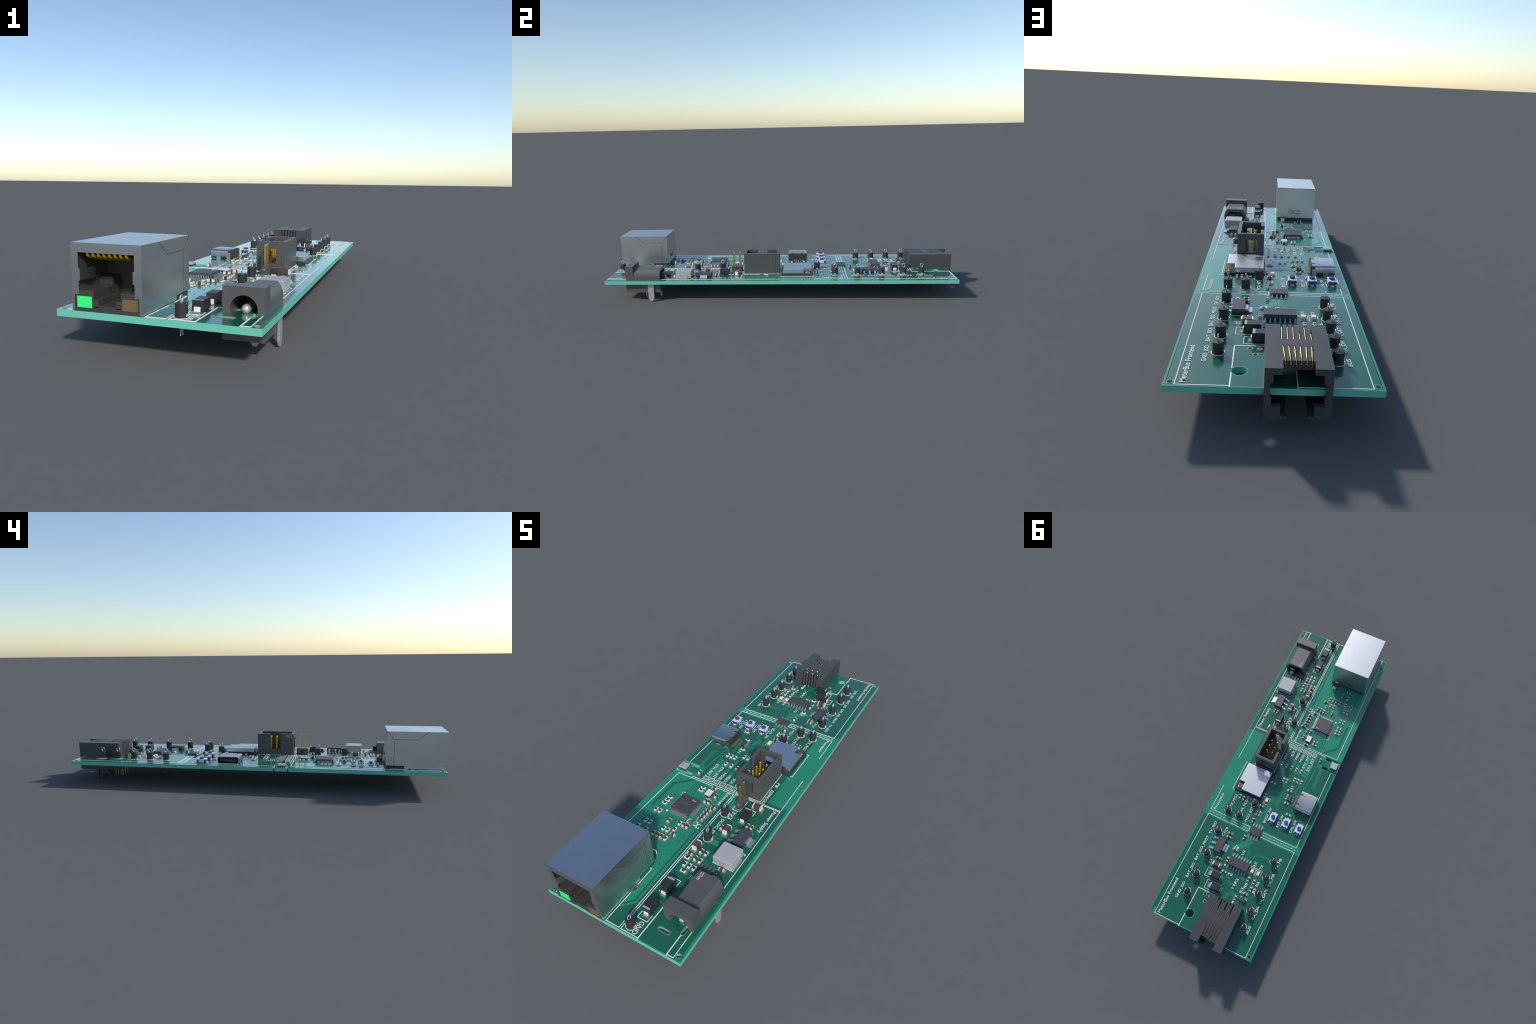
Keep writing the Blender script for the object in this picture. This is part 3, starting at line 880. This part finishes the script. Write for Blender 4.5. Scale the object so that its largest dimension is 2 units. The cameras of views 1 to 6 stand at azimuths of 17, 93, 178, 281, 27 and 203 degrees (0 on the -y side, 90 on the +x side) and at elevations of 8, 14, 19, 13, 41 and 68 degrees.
# ----------------------------------------------------------------------------- radio module
s = Shape()
s.box(2.65, 15.1, 0.75, 14.6, 0.02, 0.82, 0)
o = place("radio_module", s.build("radio_module", ["modpcb"], bevel=0.04), at=(0, 0, 0.02))
s = Shape()
s.prism([(14.4, 1.8), (14.4, 10.72), (11.85, 10.72), (11.85, 14.25), (2.88, 14.25), (2.88, 1.8)], 0.8, 2.58, 0)
place("shield_lid", s.build("shield_lid", ["lid"], bevel=0.14, segments=2), o)
s = Shape()
s.cbox(13.15, 12.45, 1.9, 2.0, .82, 1.0, 1)
s.prism(ring(13.15, 12.45, .78), 1.0, 1.75, 0, holes=[ring(13.15, 12.45, .55)])
s.cylinder(13.15, 12.45, .2, 1.0, 1.6, 0, seg=12)
place("antenna_connector", s.build("antenna_connector", ["gold", "sensor"], bevel=0.03, smooth=40), o)
s = Shape()
for i in range(14):
    s.cbox(2.75, 2.2 + i * .85, .6, .45, .0, .3)
for i in range(9):
    s.cbox(4.3 + i * 1.1, 14.5, .45, .6, .0, .3)
place("castellated_pad", s.build("castellated_pad", ["modpcb"]), o, kind="stuff")

# ----------------------------------------------------------------------------- humidity sensor on its peninsula
s = Shape()
s.box(-1.48, 1.48, -1.45, 1.45, .06, .45, 1)
s.box(-1.48, 1.48, -1.45, 1.45, .45, .98, 0, top=(.06, .06))
s.cbox(-.45, -.25, .22, .8, .97, .99, 1)
o = place("humidity_sensor", s.build("humidity_sensor", ["sensor", "diode"], bevel=0.06), at=(-20.15, -13.4, 0.04))
for t in (-1, 1):
    for i in range(4):
        pad(-20.15 + t * 1.55, -14.4 + .65 * i, .5, .4, 0)

# ----------------------------------------------------------------------------- C-type socket
s = Shape()
cy = 8.15
outer = rounded(cy - 4.45, cy + 4.45, 0.15, 3.2, 0.85)
inner = rounded(cy - 4.15, cy + 4.15, 0.45, 2.9, 0.75)
s.prism(outer, -19.7, -12.45, 0, 'x', holes=[inner])
# side tabs that are bent down to the board
for t in (-1, 1):
    for xa, xb in ((-17.6, -16.1), (-13.9, -12.5)):
        y0, y1 = sorted((cy + t * 4.38, cy + t * 4.5))
        s.box(xa, xb, y0, y1, -1.4, 2.0, 0)
        ym = cy + t * 4.45
        pads.prism(slot((xa + xb) / 2, ym, xb - xa + .4, .8, 'x'), -.03, level("pad"))
s.box(-19.6, -17.2, cy - 3.9, cy + 3.9, 0.0, 0.12, 0)
o = place("charging_socket", s.build("charging_socket", ["usb"], smooth=40), at=(0, 0, 0))
s = Shape()
s.box(-16.6, -12.0, cy - 4.15, cy + 4.15, 0.2, 2.95, 0)
s.box(-19.3, -14.0, cy - 3.4, cy + 3.4, 1.32, 2.05, 0)
s.box(-13.6, -12.35, cy - 2.9, cy - 2.2, 2.7, 3.24, 0)
s.box(-13.6, -12.35, cy + 1.6, cy + 2.3, 2.7, 3.24, 0)
for t in (-1, 1):
    s.box(-13.4, -12.35, cy + t * 4.0 - .5, cy + t * 4.0 + .5, 2.2, 2.95, 0)
place("insert", s.build("insert", ["plasticdark"]), o)
s = Shape()
for i in range(12):
    y = cy - 2.75 + .5 * i
    s.box(-12.1, -11.35, y - .12, y + .12, .06, .25)
    if 2 < i < 9 or i in (0, 11):
        for z in (1.27, 2.05):
            s.box(-19.2, -15.5, y - .12, y + .12, z, z + .04)
    pad(-11.6, y, 1.0, .3, 0)
place("contact", s.build("contact", ["gold"]), o, kind="stuff")
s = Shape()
for dy, dx in ((-2.4, -14.7), (2.4, -14.9)):
    s.box(dx, dx + .35, cy + dy - .1, cy + dy + .4, 3.19, 3.215)
s.box(-14.0, -13.9, cy - .7, cy + .7, 3.19, 3.215)
place("stamped_mark", s.build("stamped_mark", ["seam"]), o)

# ----------------------------------------------------------------------------- six-pin shrouded header
hx0, hx1, hy0, hy1, ht, wl = 3.05, 11.95, -15.45, 0.15, 9.2, 1.15
s = Shape()
s.box(hx0, hx1, hy0, hy1, 0.05, 2.15, 0)
s.box(hx1 - wl, hx1, hy0, hy1, 2.15, ht, 0)
s.box(hx1 - .2, hx1 + .1, hy0 + 1.75, hy1 - 1.75, 0.1, ht - .12, 0)
for ya, yb in ((hy0, -9.95), (-5.6, hy1)):
    s.box(hx0, hx0 + wl, ya, yb, 2.15, ht, 0)
for y, t in ((hy0, 1), (hy1, -1)):
    y0, y1 = sorted((y, y + t * 1.1))
    zb = 2.15 if t < 0 else 1.3
    s.box(hx0 + wl, 5.55, y0, y1, 2.15, ht, 0)
    s.box(9.2, hx1 - wl, y0, y1, 2.15, ht, 0)
    s.box(5.55, 9.2, y0, y1, 7.1, ht, 0)
    if t < 0:
        s.box(5.55, 9.2, y0, y1, 2.15, 2.75, 0)
o = place("shrouded_header", s.build("shrouded_header", ["header"], bevel=0.06), at=(0, 0, 0))
s = Shape()
for x in (6.23, 8.77):
    for y in (-10.2, -7.66, -5.12):
        s.tube([(x, y, 1.5), (x, y, 7.2)], .36, seg=10)
        s.dome((x, y, 7.2), .36, 1, 0, 10, 4, 'z')
        s.tube([(x, y, .1), (x, y, -3.0)], .3, seg=6)
place("header_pin", s.build("header_pin", ["pingold"], smooth=40), o)
stamp(o, "lens", 1.25, (3.0, -12.75, 8.3), (PI / 2, 0, -PI / 2))

# two-pin header in front of it
s = Shape()
for y in (-20.4, -17.86):
    s.prism([(6.03 + .35, y - 1.27), (8.52 - .35, y - 1.27), (8.52, y - .9), (8.52, y + .9), (8.17, y + 1.26), (6.38, y + 1.26), (6.03, y + .9), (6.03, y - .9)], 0.06, 2.5, 0)
o = place("pin_header", s.build("pin_header", ["header"], bevel=0.04), at=(0, 0, 0))
s = Shape()
for y in (-20.33, -17.79):
    s.box(6.93, 7.63, y - .35, y + .35, -3.0, 8.6, 0)
    s.box(6.93, 7.63, y - .35, y + .35, 8.6, 8.95, 0, top=(.17, .17))
place("header_pin", s.build("header_pin", ["palegold"]), o)
stamp(o, "lens", .7, (7.3, -21.7, 1.6), (PI / 2, 0, 0), False)

# ----------------------------------------------------------------------------- network jack
rx0, rx1, ry0, ry1, rt = -18.34, -2.2, -75.22, -53.2, 14.32
rc = (rx0 + rx1) / 2
T = 0.3
s = Shape()
half = [(6.45, 12.3), (6.45, 9.0), (6.1, 9.0), (6.1, 6.45), (6.45, 6.45), (6.45, 3.55), (7.45, 3.55), (7.45, 0.12)]
W_ = (rx1 - rx0) / 2
front = [(rc - W_, 0.12), (rc - W_, rt), (rc + W_, rt), (rc + W_, 0.12)] + [(rc + a, z) for a, z in half[::-1]] + [(rc - a, z) for a, z in half]
s.prism(front, ry0, ry0 + T, 0, 'y')
s.box(rx0, rx1, ry0 + T, ry1, rt - T, rt, 0)
for t in (-1, 1):
    x0, x1 = sorted((rc + t * W_, rc + t * (W_ - T)))
    s.prism([(ry0 + T, 0.12), (ry0 + T, rt - T), (ry1, rt - T), (ry1, 1.28), (-59.95, 1.28), (-59.95, 0.12)], x0, x1, 0, 'x')
s.box(rx0 + T, rx1 - T, ry1 - T, ry1, 1.28, rt - T, 0)
o = place("network_jack", s.build("network_jack", ["shield"]), at=(0, 0, 0))
jack = o
s = Shape()
for t in (-1, 1):                                    # grounding springs inside the mouth and tabs through the board
    s.prism([(rc + t * 6.1, ry0 + .05), (rc + t * 5.3, ry0 + 3.2), (rc + t * 5.9, ry0 + 5.2), (rc + t * 6.1, ry0 + 5.2), (rc + t * 5.55, ry0 + 3.2), (rc + t * 6.3, ry0 + .05)], 6.5, 8.95, 0)
    xt = rc + t * (W_ + .05)
    s.prism([(-63.9, .2), (-63.9, -2.3), (-63.5, -2.9), (-62.8, -2.9), (-62.4, -2.3), (-62.4, .2)], xt - .15, xt + .15, 0, 'x')
place("shield_spring", s.build("shield_spring", ["shield"]), o)
s = Shape()
s.box(rx0 + .35, rx1 - .35, ry0 + .35, ry1 + .02, 0.03, 1.3, 0)                 # base
s.box(rx0 + .35, rx1 - .35, -64.5, ry1 - .4, 1.3, rt - .4, 0)                  # block behind the mouth
for t in (-1, 1):
    x0, x1 = sorted((rc + t * (W_ - .35), rc + t * 6.75))
    s.box(x0, x1, ry0 + .35, -64.5, 1.3, rt - .4, 0)                            # side walls
    x0, x1 = sorted((rc + t * 7.4, rc + t * 3.2))
    s.box(x0, x1, ry0 + .12, -70.0, 1.25, 4.42, 0)                              # indicator housings
    s.box(x0, x1, -70.0, -64.5, 1.25, 4.42, 0)
    x0, x1 = sorted((rc + t * 3.2, rc + t * 2.05))
    s.box(x0, x1, ry0 + .12, -66.5, 1.0, 2.6, 0)
    s.box(min(rc + t * 7.4, rc + t * 2.05), max(rc + t * 7.4, rc + t * 2.05), ry0 + .12, ry0 + .6, 0.03, 1.3, 0)
    s.cylinder(rc + t * 5.7, -66.2, 1.6, -2.6, 0.1, 0, seg=20)
s.box(rc - 6.75, rc + 6.75, -64.5 - .02, -64.4, 1.3, 12, 0)
s.box(rc - 6.5, rc + 6.5, ry0 + .4, -64.5, 12.45, rt - .4, 0)
s.box(rc - 6.6, rc - 3.2, -68.0, -64.5, 4.4, 6.2, 0)
place("insert", s.build("insert", ["plasticdark"], bevel=0.08), o)
for t, m in ((-1, "led_green"), (1, "led_amber")):
    s = Shape()
    xa, xb = sorted((rc + t * 7.0, rc + t * 3.52))
    s.box(xa, xb, ry0 + .05, ry0 + 1.2, 0.85, 3.22, 0)
    place("indicator_light", s.build("indicator_light", [m], bevel=0.05), o)
s = Shape()
for i in range(8):
    x = rc - 3.9 + 1.27 * i - .55
    s.tube([(x, ry0 + .42, 12.4), (x, ry0 + .6, 11.75), (x, ry0 + 1.4, 11.4), (x, -67.0, 9.7), (x, -64.6, 9.6)], .32, seg=8)
    s.tube([(x, -58.5 + (i % 2) * 2.5, .2), (x, -58.5 + (i % 2) * 2.5, -3.0)], .22, seg=6)
place("contact", s.build("contact", ["pingold"], smooth=40), o)
# folded-sheet seams
s = Shape()
sw, pr = 0.13, 0.012
def seam_line(pts, xs):
    """Thin dark gap in a side wall, drawn along (y, z) points."""
    for (ya, za), (yb, zb) in zip(pts, pts[1:]):
        d = Vector((yb - ya, zb - za)).normalized()
        n = Vector((-d.y, d.x)) * sw / 2
        s.prism([(ya + n.x, za + n.y), (yb + n.x, zb + n.y), (yb - n.x, zb - n.y), (ya - n.x, za - n.y)], min(xs), max(xs), 0, 'x')
for t in (-1, 1):
    xs = (rc + t * (W_ - .1), rc + t * (W_ + pr))
    seam_line([(-68.2, rt - .02), (-64.2, 11.22), (-55.95, 11.22), (-53.25, rt - .1)], xs)
    seam_line([(-56.05, 11.15), (-56.05, 1.3)], xs)
    s.box(rc + t * W_ - .02, rc + t * W_ + .02, -54.75, -54.65, 2.4, 3.8, 0)
    s.box(rc + t * W_ - .02, rc + t * W_ + .02, -54.1, -54.0, 2.4, 3.8, 0)
for a, b in ((-3.1, -9.4), (-11.2, -17.5)):
    s.box(b, a, ry1 - .1, ry1 + pr, rt - .22, rt - .08, 0)
for t in (-1, 1):
    s.box(rc + t * (W_ + .008) - .01, rc + t * (W_ + .008) + .01, -68.5, -61.3, .12, .25, 0)
place("seam", s.build("seam", ["seam"]), o, kind="stuff")
s = Shape()
for t in (-1, 1):
    x = rc + t * W_
    s.box(min(x, x + t * .12), max(x, x + t * .12), -54.6, -54.15, 2.5, 3.7, 0)
place("latch", s.build("latch", ["shield"], bevel=0.05), o)
stamp(o, "seam", 2.3, (-8.35, ry1 + .03, 3.95), (PI / 2, 0, PI))

# ----------------------------------------------------------------------------- barrel power jack, sunk into the board
jx, jz, jr = 15.93, 1.0, 3.0
zb = -5.68
s = Shape()
bore = [(jx + jr * math.cos(2 * PI * i / 40), jz + jr * math.sin(2 * PI * i / 40)) for i in range(40)]
s.prism([(11.3, zb), (20.56, zb), (20.56, 5.8), (11.3, 5.8)], -66.35, -63.0, 0, 'y', holes=[bore])
barrel = [(jx + 4.6, zb), (jx + 4.6, 1.15)]
for i in range(1, 9):
    a = i / 8 * math.radians(47)
    barrel.append((jx + 4.6 * math.cos(a), 1.15 + 4.6 * math.sin(a)))
barrel = barrel + [(2 * jx - a, z) for a, z in barrel[::-1]]
s.prism(barrel, -63.0, -55.0, 0, 'y', holes=[bore])
back = [(jx + 3.8, -3.5), (jx + 3.8, 0.8), (jx + 3.3, 2.3), (jx + 2.3, 3.3), (jx - 2.3, 3.3), (jx - 3.3, 2.3), (jx - 3.8, .8), (jx - 3.8, -3.5)]
s.prism(barrel, -54.2, -51.4, 0, 'y', holes=[back])
s.prism(barrel, -55.0, -54.2, 0, 'y')
o = place("power_jack", s.build("power_jack", ["jack"], smooth=25), at=(0, 0, 0))
s = Shape()
s.cylinder(jx, .75, 1.03, -64.6, -55.1, 0, 'y', 24)
s.dome((jx, .75, -64.6), 1.03, -1, 0, 24, 7, 'y')
place("centre_pin", s.build("centre_pin", ["nickel"], smooth=50), o)
s = Shape()
def blade(w0, w1, ztip):
    return [(-w0, -1.0), (w0, -1.0), (w0 * .95, ztip + 1.3), (w1, ztip + .15), (w1 * .6, ztip), (-w1 * .6, ztip), (-w1, ztip + .15), (-w0 * .95, ztip + 1.3)]
s.prism([(-55.45 + a, z) for a, z in blade(1.3, .55, ZLOW)], 20.6, 21.15, 0, 'x')
s.prism([(16.1 + a, z) for a, z in blade(1.3, .55, -9.1)], -59.0, -58.5, 0, 'y')
s.prism([(15.9 + a, z) for a, z in blade(1.3, .55, -9.1)], -52.55, -52.05, 0, 'y')
place("solder_tab", s.build("solder_tab", ["nickel"], bevel=0.05), o)
stamp(o, "silk", 1.25, (13.95, -53.95, 4.55), (0, 0, PI / 2))

# ----------------------------------------------------------------------------- telephone jack straddling the board edge
qc, qh, qb, qt = -4.575, 6.78, -5.75, 5.95
qy0, qy1 = 58.7, (1.0 - Y0) / S
side = [(6.78, qb), (6.78, qt), (3.2, qt), (3.2, 4.5), (5.0, 4.5), (5.0, 2.6), (5.6, 2.45), (5.6, -.6), (5.3, -.6), (5.3, -2.72), (3.4, -2.72),
        (3.4, -4.92), (2.15, -4.92), (2.15, qb)]                # stepped lip at the mouth
hollow = side[:7] + [(5.6, -5.2), (2.15, -5.2), (2.15, qb)]      # plainer walls behind it
s = Shape()
for t in (-1, 1):
    s.prism([(qc + t * a, z) for a, z in side], qy1 - 1.2, qy1, 0, 'y')
    s.prism([(qc + t * a, z) for a, z in hollow], 65.5, qy1 - 1.2, 0, 'y')
    s.prism([(qc + t * (3.45 if a == 3.2 else a), z) for a, z in hollow], qy0, 65.5, 0, 'y')
s.box(qc - 5.7, qc + 5.7, 61.2, 66.4, qb + .03, 4.4, 0)              # wall behind the mouth
s.box(qc - 3.2, qc + 3.2, 65.5, 68.2, 4.5, qt, 0)                   # bridge between the two slot rows
for t in (-1, 1):
    x0, x1 = sorted((qc + t * 3.25, qc + t * 5.75))
    s.box(x0, x1, qy0 + .01, 61.15, -5.3, 4.55, 0)
for i in range(7):                                                   # ribs behind the bridge
    a0 = qc + 3.2 if i == 0 else qc + 3.175 - 1.27 * (i - 1) - .24
    a1 = qc - 3.2 if i == 6 else qc + 3.175 - 1.27 * i + .24
    if a0 - a1 > .05:
        s.box(a1, a0, qy0, 65.5, 0.0, qt, 0)
xf = lambda i, y: qc + (2.5 - i) * (1.20 - .14 * (y - 68.2) / 6.0)
for i in range(7):                                                   # ribs in front of the bridge
    ya, yb = 68.2, 74.2
    w = .24
    l0 = qc + 3.2 if i == 0 else xf(i - 1, ya) - w
    l1 = qc + 3.2 if i == 0 else xf(i - 1, yb) - w
    r0 = qc - 3.2 if i == 6 else xf(i, ya) + w
    r1 = qc - 3.2 if i == 6 else xf(i, yb) + w
    s.prism([(r0, ya), (l0, ya), (l1, yb), (r1, yb)], 4.5, qt, 0)
s.box(qc - 3.2, qc + 3.2, 64.0, 74.1, 3.9, 4.5, 0)
for t in (-1, 1):                                                    # split snap pegs
    px = qc + t * 5.08
    for u in (-1, 1):
        s.prism([(68.75 + u * .25, qb), (68.75 + u * 1.5, qb), (68.75 + u * 1.6, -8.5), (68.75 + u * 1.3, -9.4), (68.75 + u * .4, -9.5)], px - 1.1, px + 1.1, 0, 'x')
o = place("telephone_jack", s.build("telephone_jack", ["plastic"]), at=(0, 0, 0))
s = Shape()
for i in range(6):
    xb = qc + 3.175 - 1.27 * i
    y_start = 59.9 if i % 2 == 0 else 62.6
    drop = (xb, y_start, -2.0)
    s.tube([drop, (xb, y_start, 5.4), (xb, y_start + .2, 5.7), (xb, 65.4, 5.7), (xf(i, 68.3), 68.3, 5.7), (xf(i, 74.0), 73.9, 5.55),
            (xf(i, 74.0), 74.25, 5.1), (xf(i, 74.0), 74.2, 4.3), (xf(i, 74), 73.0, 3.6), (xf(i, 74), 66.0, 1.4)], .19, seg=8)
    s.tube([(xb, y_start, -1.4), (xb, y_start, -9.2)], .22, seg=6)
place("contact", s.build("contact", ["gold"], smooth=50), o)
for x, y in ((3.2, 59.7),):
    ring_pad(x, y, .1, .7)

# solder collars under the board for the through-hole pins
for x, y in ((-1.68, 28.05), (12.2, -49.9)):
    for i in range(4):
        for t in (-1, 1):
            pad(x - 1.905 + 1.27 * i, y + t * 2.75, .62, 1.5, .2)
place("solder_pad", pads.build("solder_pad", ["pad"]), kind="stuff")
place("bare_gap", halos.build("bare_gap", ["mask"]), kind="stuff")
place("silkscreen_line", lines.build("silkscreen_line", ["silk"]))
